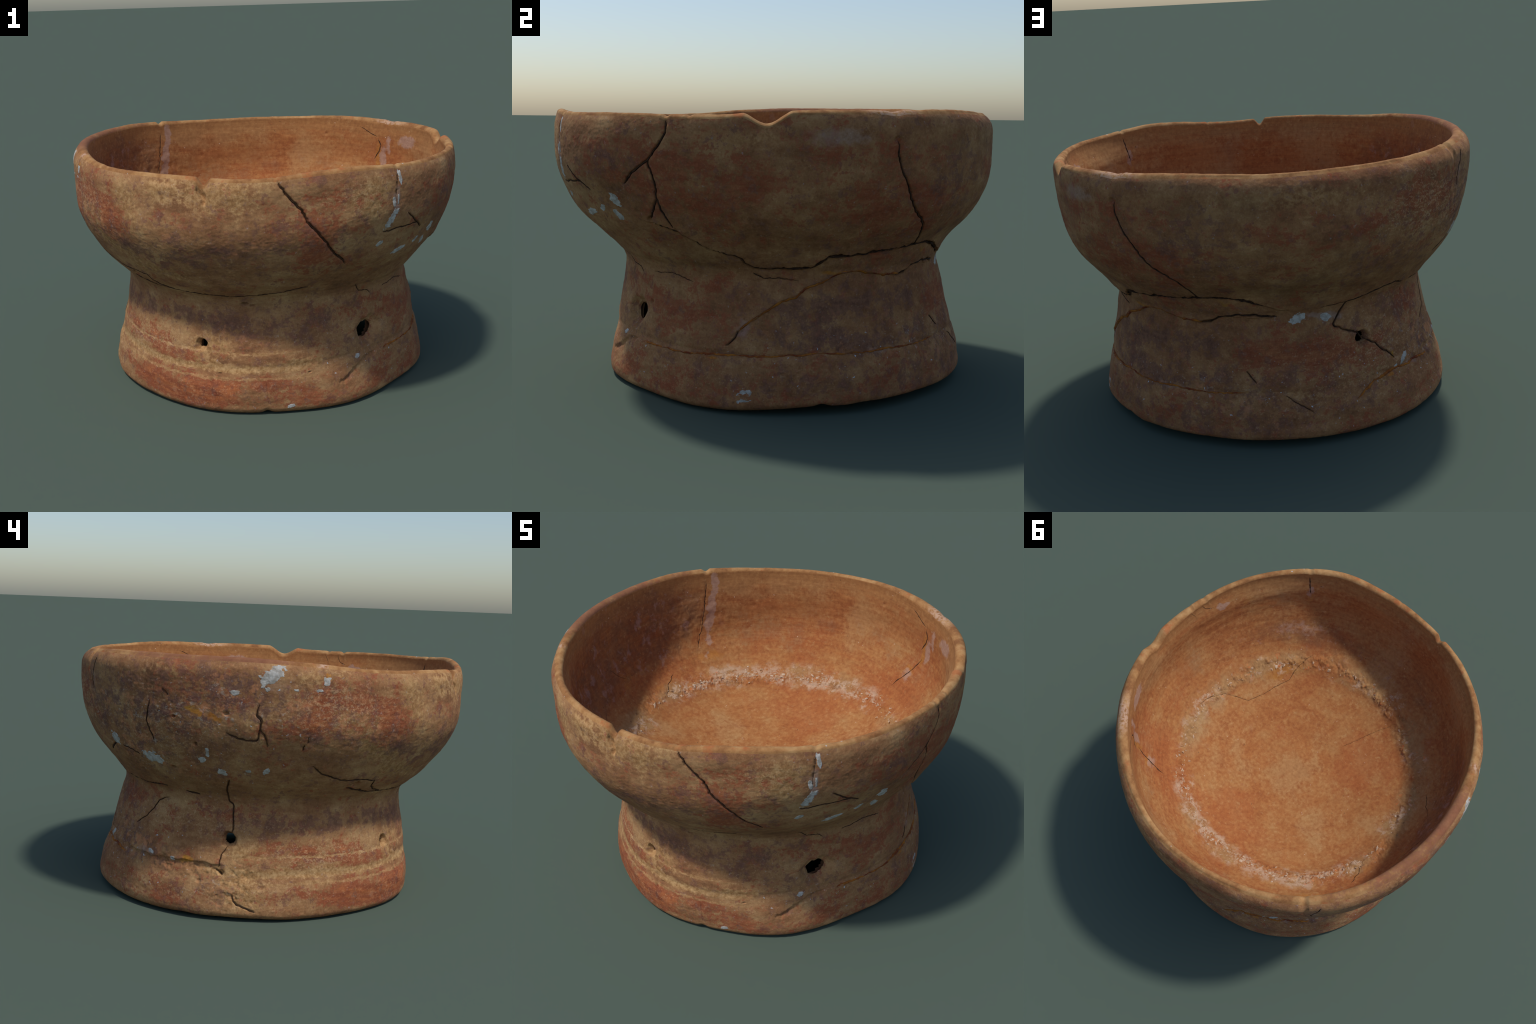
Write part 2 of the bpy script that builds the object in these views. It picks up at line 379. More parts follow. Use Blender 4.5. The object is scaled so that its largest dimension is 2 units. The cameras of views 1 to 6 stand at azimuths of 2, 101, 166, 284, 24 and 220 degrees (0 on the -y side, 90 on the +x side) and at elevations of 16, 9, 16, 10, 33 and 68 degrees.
def arc_resample(pts, n):
    s = np.r_[0, np.cumsum(np.hypot(*np.diff(pts, axis=0).T))]
    q = np.linspace(0, s[-1], n)
    return np.stack([np.interp(q, s, pts[:, k]) for k in (0, 1)], -1)


def smooth_curve(pts, n):
    pts = np.array(pts, float)
    s = np.r_[0, np.cumsum(np.hypot(*np.diff(pts, axis=0).T))]
    q = np.linspace(0, s[-1], n)
    return pchip(s, pts, q)


lr, lh = lip(AZ)
lt = lip_half(AZ)
lift = base_lift(AZ)
H0, T0 = 1.21, .008
# canonical heights of the outside rows, spaced by arc length of the mean profile
zz = np.linspace(0.0, H0 - T0, 1200)
mean_r = pchip(PZ, PC, zz)[:, 0]
rows_out = arc_resample(np.stack([zz, mean_r], -1), 372)[:, 0]


def real_height(c):
    """Canonical height to the true height at each azimuth (the lip is not level)."""
    c = c[:, None]
    z = np.where(c > .86, .86 + (c - .86) * (lip_start(lh, lt) - .86) / (H0 - T0 - .86), c)
    return z + lift * np.clip(1 - z / .13, 0, 1)


A_out = np.broadcast_to(AZ, (len(rows_out), NAZ)).copy()
Z_out = real_height(rows_out)
Zc = Z_out - lift * np.clip(1 - Z_out / .13, 0, 1)
R_out = outer(A_out, Zc)


def xyz(a, r, z):
    return np.stack([np.sin(a) * r, -np.cos(a) * r, z], -1)


def grid_normals(P, flip=1):
    du = np.roll(P, -1, 1) - np.roll(P, 1, 1)
    dv = np.gradient(P, axis=0)
    n = np.cross(du, dv)
    return flip * n / (np.linalg.norm(n, axis=-1, keepdims=True) + 1e-12)


P_out = xyz(A_out, R_out, Z_out)
N_out = grid_normals(P_out)
rel = outside_relief(A_out, Z_out, P_out)
rel = rel * sstep((lip_start(lh, lt) + .004 - Z_out) / .03)
fade = sstep(Z_out / .03)                      # keep the standing edge level
push, bore_out = hole_depth(A_out, Z_out)
P_out = P_out + N_out * (rel * (.25 + .75 * fade))[..., None]
P_out = P_out - xyz(A_out, push, np.zeros_like(push))
P_out[..., 2] = np.maximum(P_out[..., 2], 0)

# lip: half round from outside to inside
th = np.linspace(LIP_A, math.pi, 22)[1:-1, None]
lipP = xyz(np.broadcast_to(AZ, (20, NAZ)), lr + lt * np.cos(th), lh - lt + lt * np.sin(th))
lump = 0.0018 * fractal(lipP * 9, 3, 61) + 0.0007 * fractal(lipP * 60, 2, 71)
lipP = lipP + grid_normals(lipP) * (lump * np.sin(math.pi * (th - LIP_A) / (math.pi - LIP_A)))[..., None]

# inside: same wandering circle as the outside near the lip, dying out to the floor
prof = smooth_curve(INSIDE, 300)
spread = np.r_[np.linspace(0, .82, 215), .82 + .18 * np.linspace(0, 1, 46)[1:] ** .8]
prof = np.stack([np.interp(spread, np.linspace(0, 1, 300), prof[:, k]) for k in (0, 1)], -1)
top_in = lh - lt
A_in = np.broadcast_to(AZ, (len(prof), NAZ))
zc_in = prof[:, 1:2]
k_in = np.clip((zc_in - .70) / (1.145 - .70), 0, 1)
Z_in = zc_in + (top_in - 1.145) * k_in ** 2
depart = outer(A_in, np.clip(Z_in, .72, 1.10))
depart = depart - depart.mean(1, keepdims=True)
R_in = prof[:, :1] + depart * (0.15 + .85 * k_in) * np.clip(prof[:, :1] / .5, 0, 1)
R_in = R_in - 0.027 * np.cos(A_in - math.radians(115)) * np.exp(-((Z_in - .80) / .13) ** 2)
Z_in = Z_in + 0.026 * R_in * np.cos(A_in - math.radians(115)) * sstep((.95 - zc_in) / .25)      # the floor is not level
deg_in = np.degrees(A_in)
R_in = R_in - 0.046 * np.exp(-(wrap(deg_in + 86) / 18) ** 2 - ((Z_in - .84) / .12) ** 2) + 0.014 * np.exp(-(wrap(deg_in + 150) / 24) ** 2 - ((Z_in - .82) / .12) ** 2) + 0.010 * np.exp(-(wrap(deg_in - 88) / 20) ** 2 - ((Z_in - .78) / .10) ** 2)
Z_in = Z_in + 0.016 * np.exp(-(wrap(deg_in + 76) / 22) ** 2 - ((R_in - .52) / .10) ** 2) - 0.016 * np.exp(-(wrap(deg_in + 130) / 20) ** 2 - ((R_in - .62) / .10) ** 2)
blend = sstep(1 - np.arange(len(prof))[:, None] / 26)
R_in = R_in * (1 - blend) + (lr - lt) * blend
P_in = xyz(A_in, R_in, Z_in)
N_in = grid_normals(P_in)
rin = np.hypot(P_in[..., 0], P_in[..., 1])
rel = 0.003 * fractal(P_in * 4, 3, 105) + 0.0012 * fractal(P_in * np.array([14, 14, 40.0]), 3, 111)
deg_in = np.degrees(A_in)
ring = np.exp(-(((P_in[..., 2] - .026 * rin * np.cos(A_in - 2.0) - .668 - .012 * np.sin(3 * A_in) - .016 * noise(P_in * 6, 119)) / .020) ** 2))
crust = fractal(P_in * 26, 4, 121, .6)
rel = rel + ring * (0.003 + 0.012 * np.abs(crust) ** 1.3 * np.sign(crust))
rough_side = np.exp(-((deg_in + 95) / 48) ** 2) * sstep((P_in[..., 2] - .66) / .08) * sstep((1.12 - P_in[..., 2]) / .1)
rel = rel + rough_side * 0.004 * fractal(P_in * 22, 4, 131, .6)
rel = rel - 0.002 * np.exp(-((wrap(deg_in + 137 - 28 * np.clip(1.155 - P_in[..., 2], 0, 1) ** 1.5) / .35) ** 2)) * sstep((P_in[..., 2] - .72) / .1)
for az, zc, w, d in ((156.4, 1.112, .008, .008), (30.5, .672, .012, .010), (167.6, .579, .006, .004), (-112, .66, .012, .012)):
    c = xyz(np.radians(az), float(np.interp(zc, np.array(INSIDE)[::-1, 1], np.array(INSIDE)[::-1, 0])), zc)
    rel = rel - d * np.exp(-(np.linalg.norm(P_in - c, axis=-1) / w) ** 2)
for w, d, path in IN_PATHS:
    m = (np.abs(P_in[..., 0] - path[:, 0].mean()) < np.ptp(path[:, 0]) / 2 + .05) & (np.abs(P_in[..., 1] - path[:, 1].mean()) < np.ptp(path[:, 1]) / 2 + .05)
    dd, s = path_distance(P_in[m][:, 0], P_in[m][:, 1], path)
    rel[m] -= d * (1 - sstep(dd / w))
P_in = P_in + N_in * (rel * sstep(np.arange(len(prof))[:, None] / 14) * np.clip(prof[:, :1] / .1, 0, 1))[..., None]

# hollow of the foot, from the middle of its ceiling out to the standing edge
und = smooth_curve(UNDER, 84)
und = und[1:]
A_un = np.broadcast_to(AZ, (len(und), NAZ))
shape = R_out[np.abs(rows_out - .06).argmin()]
R_un = und[:, :1] + (shape - shape.mean()) * np.clip(und[:, :1] / .6, 0, 1)
Z_un = und[:, 1:] + lift * np.clip(1 - und[:, 1:] / .13, 0, 1)
P_un = xyz(A_un, R_un, Z_un)
P_un = P_un + 0.004 * fractal(P_un * 8, 3, 151)[..., None] * grid_normals(P_un, -1)
P_un[..., 2] = np.maximum(P_un[..., 2], 0)
_, bore_un = hole_depth(A_un, np.where(R_un > .6, Z_un, -1))

# rows in order: underside (middle to edge), outside, lip, inside; two poles
rows = np.concatenate([P_un, P_out, lipP, P_in[:-1]])
bore = np.concatenate([bore_un, bore_out, np.zeros((20 + len(prof) - 1, NAZ), bool)])
n_un, n_out = len(P_un), len(P_out)
nr = len(rows)
verts = np.concatenate([rows.reshape(-1, 3), [[0, 0, UNDER[0][1]]], [P_in[-1].mean(0)]])
low = verts[:, 2].min()
verts[:, 2] -= low
ext = (verts.max(0) + verts.min(0)) / 2
SHIFT = np.array([-ext[0], -ext[1], -low])
verts[:, :2] -= ext[:2]
i, j = np.meshgrid(np.arange(nr - 1), np.arange(NAZ), indexing="ij")
jn = (j + 1) % NAZ
quads = np.stack([i * NAZ + j, i * NAZ + jn, (i + 1) * NAZ + jn, (i + 1) * NAZ + j], -1).reshape(-1, 4)
qrow = i.reshape(-1)
dead = (bore[:-1] | bore[1:] | np.roll(bore, -1, 1)[:-1] | np.roll(bore, -1, 1)[1:]).reshape(-1)
# region of each face: foot below the luting seam, rim at the lip, bowl between
neck_row = n_un + int(np.abs(rows_out - .545).argmin())
rim_lo, rim_hi = n_un + int(np.abs(rows_out - 1.165).argmin()), n_un + n_out + 20 + 8
inside_row = n_un + n_out + 10
region = np.where(qrow < neck_row, 0, np.where((qrow >= rim_lo) & (qrow < rim_hi), 2, 1))


def vertex_normals(v, q):
    n = np.zeros_like(v)
    f = np.cross(v[q[:, 2]] - v[q[:, 0]], v[q[:, 3]] - v[q[:, 1]])
    for k in range(4):
        for ax in range(3):
            n[:, ax] += np.bincount(q[:, k], f[:, ax], len(v))
    return n / (np.linalg.norm(n, axis=1, keepdims=True) + 1e-12)


VN = vertex_normals(verts, quads[~dead])


def new_object(name, mesh, parent=None):
    o = bpy.data.objects.new(name, mesh)
    bpy.context.scene.collection.objects.link(o)
    o.parent = parent
    return o


def region_mesh(name, faces, tris, mat_index, mats):
    used = np.unique(np.concatenate([faces.ravel(), tris.ravel()]).astype(np.int64))
    remap = np.full(len(verts), -1)
    remap[used] = np.arange(len(used))
    me = bpy.data.meshes.new(name)
    nq, nt = len(faces), len(tris)
    me.vertices.add(len(used))
    me.vertices.foreach_set("co", verts[used].astype(np.float32).ravel())
    loops = np.concatenate([remap[faces].ravel(), remap[tris].ravel()]) if nt else remap[faces].ravel()
    me.loops.add(len(loops))
    me.loops.foreach_set("vertex_index", loops.astype(np.int32))
    me.polygons.add(nq + nt)
    me.polygons.foreach_set("loop_start", np.r_[np.arange(nq) * 4, nq * 4 + np.arange(nt) * 3].astype(np.int32))
    me.polygons.foreach_set("material_index", np.r_[mat_index, np.full(nt, mat_index[-1] if name != "pedestal_foot" else 0)].astype(np.int32))
    me.polygons.foreach_set("use_smooth", np.ones(nq + nt, bool))
    for m in mats:
        me.materials.append(m)
    me.update(calc_edges=True)
    me.validate()
    me.normals_split_custom_set_from_vertices(VN[used].astype(np.float32))
    return me


# ------------------------------------------------------------------ materials
def srgb(r, g, b):
    f = lambda c: c / 12.92 if c <= .04045 else ((c + .055) / 1.055) ** 2.4
    return (f(r / 255), f(g / 255), f(b / 255), 1)


class Tree:
    """A few words for writing node trees."""

    def __init__(self, name):
        self.mat = bpy.data.materials.new(name)
        self.mat.use_nodes = True
        self.t = self.mat.node_tree
        self.t.nodes.clear()
        self.P = self.node("ShaderNodeTexCoord").outputs["Object"]

    def node(self, kind, **kw):
        n = self.t.nodes.new(kind)
        for k, v in kw.items():
            setattr(n, k, v)
        return n

    def put(self, sock, v):
        if isinstance(v, bpy.types.NodeSocket):
            self.t.links.new(v, sock)
        else:
            sock.default_value = v

    def math(self, op, a, b=0.0, clamp=False):
        n = self.node("ShaderNodeMath", operation=op, use_clamp=clamp)
        self.put(n.inputs[0], a)
        self.put(n.inputs[1], b)
        return n.outputs[0]

    def add(self, *xs):
        out = xs[0]
        for x in xs[1:]:
            out = self.math("ADD", out, x)
        return out

    def mul(self, *xs):
        out = xs[0]
        for x in xs[1:]:
            out = self.math("MULTIPLY", out, x)
        return out

    def vmath(self, op, a, b=(0, 0, 0)):
        n = self.node("ShaderNodeVectorMath", operation=op)
        self.put(n.inputs[0], a)
        if op == "SCALE":
            self.put(n.inputs["Scale"], b)
        else:
            self.put(n.inputs[1], b)
        return n.outputs["Value" if op in ("LENGTH", "DISTANCE") else 0]

    def ramp(self, x, lo, hi, smooth=True):
        n = self.node("ShaderNodeMapRange", interpolation_type="SMOOTHSTEP" if smooth else "LINEAR")
        self.put(n.inputs[0], x)
        n.inputs[1].default_value, n.inputs[2].default_value = lo, hi
        return n.outputs[0]

    def noise(self, scale, detail=4, rough=.55, p=None, stretch=None, colour=False, distort=0):
        p = self.P if p is None else p
        if stretch:
            p = self.vmath("MULTIPLY", p, stretch)
        n = self.node("ShaderNodeTexNoise")
        self.put(n.inputs["Vector"], p)
        n.inputs["Scale"].default_value, n.inputs["Detail"].default_value = scale, detail
        n.inputs["Roughness"].default_value, n.inputs["Distortion"].default_value = rough, distort
        return n.outputs["Color" if colour else 0]

    def colours(self, x, *stops):
        n = self.node("ShaderNodeValToRGB")
        self.put(n.inputs[0], x)
        e = n.color_ramp.elements
        while len(e) < len(stops):
            e.new(.5)
        for k, (pos, c) in enumerate(stops):
            e[k].position, e[k].color = pos, c
        return n.outputs[0]

    def mix(self, f, a, b, blend="MIX"):
        n = self.node("ShaderNodeMix", data_type="RGBA", blend_type=blend)
        self.put(n.inputs[0], f)
        self.put(n.inputs[6], a)
        self.put(n.inputs[7], b)
        return n.outputs[2]

    def warp(self, p, scale, amount, detail=3):
        c = self.noise(scale, detail, .6, p, colour=True)
        return self.vmath("ADD", p, self.vmath("SCALE", self.vmath("SUBTRACT", c, (.5, .5, .5)), amount))

    def blob(self, p, az, z, w, h, weight=1.0, r=None, tilt=0, soft=1.25, core=.35):
        """Soft patch on the wall at an azimuth and height, w by h metres (half sizes)."""
        if r is None:
            r = float(outer(np.array(math.radians(az)), np.array(z)))
        c = xyz(np.array(math.radians(az)), r, z) + SHIFT
        size = np.array([1 / w, 1 / w, 1 / h])
        n = self.node("ShaderNodeVectorMath", operation="MULTIPLY_ADD")
        self.put(n.inputs[0], p)
        n.inputs[1].default_value = size
        n.inputs[2].default_value = -c * size
        m = self.ramp(self.vmath("LENGTH", n.outputs[0]), soft, core)
        return self.mul(m, weight) if weight != 1 else m

    def zones(self, p, items, **kw):
        total = None
        for az, z, w, h, *rest in items:
            weight, r, tilt = (list(rest) + [1.0, None, 0][len(rest):])
            places = [(az, z, w, h)]
            if tilt:                           # a leaning patch is laid as a row of three
                c, sn = math.cos(math.radians(tilt)), math.sin(math.radians(tilt))
                places = [(az + k * math.degrees(w * .62 * c), z + k * w * .62 * sn, w * .5, h) for k in (-1, 0, 1)]
            for q in places:                   # summed one by one: the renderer holds few values at a time
                b = self.blob(p, *q, weight, r, **kw)
                total = b if total is None else self.math("ADD", total, b)
        return total

    def finish(self, colour, height=None, strength=.3, distance=.004, rough=.92, spec=.15):
        b = self.node("ShaderNodeBsdfPrincipled")
        self.put(b.inputs["Base Color"], colour)
        self.put(b.inputs["Roughness"], rough)
        b.inputs["Specular IOR Level"].default_value = spec
        if height is not None:
            n = self.node("ShaderNodeBump")
            n.inputs["Strength"].default_value, n.inputs["Distance"].default_value = strength, distance
            self.put(n.inputs["Height"], height)
            self.put(b.inputs["Normal"], n.outputs[0])
        o = self.node("ShaderNodeOutputMaterial")
        self.put(o.inputs[0], b.outputs[0])
        return self.mat


BUFF, TAN, BROWN = srgb(186, 154, 112), srgb(164, 126, 88), srgb(124, 88, 62)
RED, ORANGE, PURPLE = srgb(140, 74, 50), srgb(172, 100, 62), srgb(100, 70, 64)
OLIVE, PALE, OCHRE_C, WHITE, MAUVE = srgb(154, 120, 84), srgb(206, 176, 136), srgb(176, 128, 44), srgb(190, 194, 200), srgb(156, 132, 122)


def outside_material():
    t = Tree("weathered_slip")
    P = t.P
    pw = t.warp(t.warp(P, 3.0, .16), 16, .06, 4)
    big = t.noise(2.6, 5, .6)
    med = t.noise(7, 7, .66)
    streak = t.noise(7, 6, .62, stretch=(1, 1, 4.0))
    fine = t.noise(48, 5, .68)
    grain = t.noise(150, 3, .6)
    scratch = t.noise(38, 5, .7, p=t.warp(P, 30, .03), stretch=(1, 1, 2.2), distort=.6)
    fine0 = t.mul(t.math("SUBTRACT", fine, .5), .8)

    base = t.colours(t.add(t.mul(big, .40), t.mul(med, .35), t.mul(streak, .25)), (.38, BROWN), (.46, srgb(146, 105, 72)), (.55, TAN), (.66, BUFF))
    # buff clay bared: rubbed shoulders and smeared bands
    buff = t.zones(pw, [(-14, 1.12, .34, .10), (28, 1.09, .17, .10, 1.0), (-46, .84, .36, .07, 1.1, None, -32), (-75, .225, .3, .03, 1.3), (-40, .222, .3, .028, 1.4), (-8, .222, .3, .028, 1.2),
                        (14, .235, .2, .03, .9), (-22, .31, .18, .07, .9), (-82, .13, .14, .11, 1.0), (-63, 1.15, .2, .06, .7), (-105, 1.17, .25, .03, .6), (-80, .93, .07, .09, 1.0), (-38, 1.05, .12, .12, .9), (-80, .33, .14, .06, .9), (-62, .305, .14, .012, 1.0),
                        (170, 1.12, .5, .06, .6), (95, 1.12, .3, .05, .5), (178, .235, .2, .02, 1.0)], soft=1.5, core=.1)
    bm = t.ramp(t.add(t.mul(buff, .34), med, fine0), .60, .80)
    c = t.mix(t.mul(bm, .85), base, t.mix(t.ramp(fine, .35, .68), srgb(154, 116, 74), srgb(184, 148, 104)))
    back = t.node("ShaderNodeVectorMath", operation="DOT_PRODUCT")      # far, shaded side tinted warmer to offset the blue skylight there
    t.put(back.inputs[0], pw)
    back.inputs[1].default_value = (.55, .83, 0)
    c = t.mix(t.mul(t.ramp(t.add(back.outputs["Value"], t.mul(med, .5)), -.1, .8), .40), c, t.mix(t.ramp(med, .38, .62), srgb(128, 82, 54), srgb(162, 114, 76)))
    olive = t.zones(pw, [(85, .62, .32, .08), (140, .61, .25, .05), (168, 1.10, .45, .08, .8), (178, .75, .24, .24, .8), (-170, .95, .25, .14, .6), (-115, .70, .3, .08, .8), (-97, .60, .28, .06), (110, 1.09, .16, .08, .8), (-55, .62, .35, .08, .6),
                         (-104, .86, .18, .14, .7), (48, .9, .16, .1, .7), (40, .27, .18, .06, .6), (-3, .54, .2, .04, .8), (160, .34, .1, .06, .8), (-162, .27, .1, .04, .8)], soft=1.5, core=.1)
    c = t.mix(t.mul(t.ramp(t.add(t.mul(olive, .3), big, fine0), .62, .86), .55), c, t.mix(t.ramp(med, .4, .6), srgb(124, 92, 62), OLIVE))

    # red slip that survives
    red = t.zones(pw, [(-60, 1.02, .28, .15, .9), (-44, .98, .14, .16, .7), (-72, .93, .2, .06, .6), (-40, .10, .42, .07, 1.25), (-20, .09, .2, .06, .9), (-60, .33, .28, .07, 1.0), (-42, .27, .22, .05, .8), (17, .93, .16, .18, .8), (12, .76, .3, .08, .5),
                       (12, .08, .2, .06, .8), (-2, .14, .2, .04, .7), (-150, 1.02, .3, .18, .9), (165, .40, .2, .12, .9), (-172, .36, .2, .12, .9), (85, .96, .5, .26, .75), (135, .85, .36, .26, .75), (60, 1.0, .2, .14, .5), (70, .4, .3, .14, .7),
                       (30, .45, .36, .1, .6), (-140, .5, .25, .12, .6), (-88, .48, .25, .06, .5), (-100, 1.1, .22, .08, .5), (-88, 1.03, .1, .08, .7), (-112, .1, .4, .1, .6), (60, .1, .5, .1, .5), (130, .12, .5, .12, .5), (-160, .1, .4, .1, .5), (180, .92, .3, .12, .4)], soft=1.5, core=.1)
    slip = t.noise(8, 7, .66, p=t.warp(P, 5, .06), stretch=(1, 1, 1.35))
    redm = t.ramp(t.add(t.mul(red, .23), slip, fine0), .56, .70)
    redc = t.mix(t.ramp(t.add(t.mul(t.noise(9, 6, .65, stretch=(1, 1, 5)), .7), t.mul(t.noise(11, 5, .6), .3), t.mul(red, .03)), .48, .62), RED, t.mix(t.ramp(red, .6, 1.3), srgb(148, 94, 64), ORANGE))
    c = t.mix(t.mul(redm, .82), c, redc)

    # purple brown bloom
    pur = t.zones(pw, [(-40, .87, .14, .06, .9, None, -25), (-14, .84, .15, .06, .7, None, 20), (-25, .79, .14, .06, .4), (2, .88, .1, .07, .6), (-20, .92, .12, .06, .6), (-42, .46, .36, .05, 1.0), (-8, .43, .28, .06, .9), (22, .46, .25, .07, .5),
                       (10, .36, .12, .04, .5), (-120, 1.04, .24, .15, .5), (-88, 1.09, .16, .06, .9), (-84, 1.02, .1, .06, .8), (-98, 1.14, .14, .05, .8), (112, .38, .28, .14, 1.0), (140, .45, .26, .08, .8), (130, .28, .34, .045, .9), (-133, .31, .1, .08, 1.2),
                       (-88, .46, .24, .06, .6), (-62, .89, .2, .05, .7), (-70, .47, .24, .05, .6), (60, 1.0, .1, .13, .6), (75, .72, .14, .06, .5), (-132, .92, .12, .16, .6), (-92, .74, .12, .07, .6), (150, .95, .25, .14, .5), (-155, .8, .25, .12, .5),
                       (165, .30, .34, .05, .6), (-165, .2, .25, .06, .5), (100, .12, .4, .08, .5), (150, .12, .4, .08, .5), (30, .3, .14, .06, .4), (-150, .5, .25, .1, .5), (20, .85, .2, .12, .4)], soft=1.5, core=.1)
    mott = t.noise(15, 6, .64, p=t.warp(P, 6, .05))
    purm = t.ramp(t.add(t.mul(pur, .16), mott, fine0), .55, .68)
    c = t.mix(t.mul(purm, .72), c, t.mix(t.ramp(fine, .3, .7), PURPLE, srgb(124, 88, 72)))

    # the pale band wiped round the foot
    xs = t.node("ShaderNodeSeparateXYZ")
    t.put(xs.inputs[0], t.warp(P, 5, .02))
    zb = t.add(xs.outputs[2], t.mul(t.math("SUBTRACT", t.noise(26, 5, .7, stretch=(1, 1, 3)), .5), .05))
    front = t.math("MINIMUM", t.zones(P, [(-88, .22, .2, .2), (-62, .22, .3, .2), (-30, .22, .35, .2), (2, .22, .25, .2, .8)]), 1.0)
    for mid, half, k in ((.222, .016, .95), (.300, .005, .75), (.178, .006, .6)):
        d = t.math("ABSOLUTE", t.math("SUBTRACT", zb, mid))
        c = t.mix(t.mul(front, t.ramp(d, half * 1.3, half * .6), k), c, t.mix(t.ramp(fine, .35, .65), srgb(162, 124, 82), srgb(186, 150, 106)))

    # small blots where slip, bloom and plaster lie mixed
    mx = t.zones(pw, [(-100, .98, .4, .18), (-130, .95, .35, .25, .8), (-85, 1.08, .2, .08), (-112, .75, .3, .1, .7), (-125, .28, .25, .08, 1.0), (-140, .4, .25, .15, .6), (-95, .12, .2, .08, .8), (160, .2, .5, .12, .6), (120, .3, .4, .12, .5), (-165, .95, .3, .15, .5), (-58, .98, .4, .2, .7), (-24, .86, .4, .13, .6), (10, .9, .3, .15, .4), (-10, .42, .6, .09, .5), (-20, .1, .5, .08, .4), (60, .9, .4, .2, .3), (45, .25, .3, .12, .5)], soft=1.5, core=.1)
    mx = t.math("MINIMUM", mx, 1.0)
    c = t.mix(t.mul(t.ramp(t.add(t.noise(17, 5, .64, p=t.warp(P, 14, .05)), t.mul(mx, .07)), .60, .68), t.add(t.mul(mx, .7), .15)), c, srgb(180, 124, 88))
    c = t.mix(t.mul(t.ramp(t.add(t.noise(21, 6, .66, p=t.warp(t.vmath("ADD", P, (4, 1, 7)), 14, .06)), t.mul(mx, .08)), .58, .65), t.add(t.mul(mx, .5), .12)), c, srgb(102, 76, 74))
    c = t.mix(t.mul(t.ramp(t.add(t.noise(25, 6, .7, p=t.warp(t.vmath("ADD", P, (9, 3, 2)), 18, .05), stretch=(1, 1, 1.5)), t.mul(mx, .06)), .64, .72), t.add(t.mul(mx, .6), .06)), c, srgb(182, 168, 154))

    # flaking: pale scratchy specks where the slip comes off
    flake = t.zones(pw, [(-60, 1.03, .36, .16), (-20, 1.10, .3, .09, .6), (25, 1.09, .2, .1, .9), (-55, .30, .4, .1), (-75, .12, .5, .1, .6), (-150, 1.0, .3, .2), (-110, .9, .5, .25, .8), (-150, .4, .4, .2, .6), (-100, .45, .4, .1, .7), (-120, .12, .4, .1, .5), (20, .3, .5, .2, .35), (180, .25, .6, .2, .4), (80, .15, .5, .12, .3), (-20, .1, .3, .08, .5)], soft=1.5, core=.1)
    fl = t.ramp(t.add(t.mul(scratch, .75), t.mul(grain, .35), t.mul(flake, .07)), .60, .72)
    c = t.mix(t.mul(fl, t.math("MINIMUM", t.add(t.mul(flake, .4), .22), .7)), c, t.mix(.35, PALE, c))
    dark = t.ramp(t.add(t.mul(scratch, -.7), t.mul(grain, -.35)), -.43, -.33)
    c = t.mix(t.mul(dark, t.math("MINIMUM", t.add(t.mul(flake, .3), .35), .8)), c, PURPLE)
    # ochre stains of old glue
    yel = t.zones(pw, [(-97, 1.005, .05, .022, 1, None, -28), (-92, .955, .04, .02, 1, None, -28), (-105, .262, .06, .028), (81, .228, .05, .012), (-153, .315, .022, .035), (153, .645, .07, .02, .7), (-63, 1.16, .02, .02), (-84, .205, .1, .035, .6), (118, .565, .09, .016, .8),
                       (60, .222, .05, .010, .7), (103, .24, .05, .008, .8), (-155, .235, .05, .016), (-120, .69, .2, .03, .45), (-64, 1.05, .03, .05, .5), (36, 1.0, .02, .06, .4)], core=.2)
    ym = t.ramp(t.add(t.mul(yel, .6), t.mul(t.noise(30, 4, .65), .6)), .58, .95)
    c = t.mix(t.mul(ym, .75), c, t.mix(t.ramp(big, .4, .6), OCHRE_C, srgb(184, 110, 46)))
    # washed out plaster haze and tiny white specks
    haze = t.zones(pw, [(115, 1.1, .16, .06, .8), (90, .34, .05, .06, .8), (37, 1.05, .03, .12, .9), (-133, 1.1, .03, .12, .7), (-176, .54, .13, .03, 1.2), (-120, .27, .1, .03, .8), (135, .26, .18, .02, .6), (-145, .25, .1, .03, .7), (175, .12, .2, .06, .4), (-75, 1.13, .1, .06, .6), (44, .29, .05, .03, .7), (-133, .36, .05, .05, .6)], core=.2)
    c = t.mix(t.mul(t.ramp(t.add(haze, t.mul(fine, .8)), .7, 1.4), .6), c, MAUVE)
    speck = t.ramp(t.noise(62, 2, .5, p=t.warp(P, 40, .02)), .71, .75)
    sz = t.add(t.zones(pw, [(-100, .85, .6, .3, .8), (150, .2, .9, .15, .9), (-130, .25, .6, .2, 1.0), (-70, 1.12, .2, .06, 1.0), (45, .2, .4, .12, .8)]), .2)
    c = t.mix(t.mul(speck, t.math("MINIMUM", sz, 1.0)), c, WHITE)
    # overall grain
    c = t.mix(.55, c, t.mix(t.ramp(t.add(t.mul(fine, .7), t.mul(grain, .3)), .34, .66, False), srgb(108, 100, 96), srgb(224, 216, 208)), "SOFT_LIGHT")
    hgt = t.add(t.mul(fine, .5), t.mul(grain, .3), t.mul(scratch, .5))
    return t.finish(c, hgt, .28, .005)


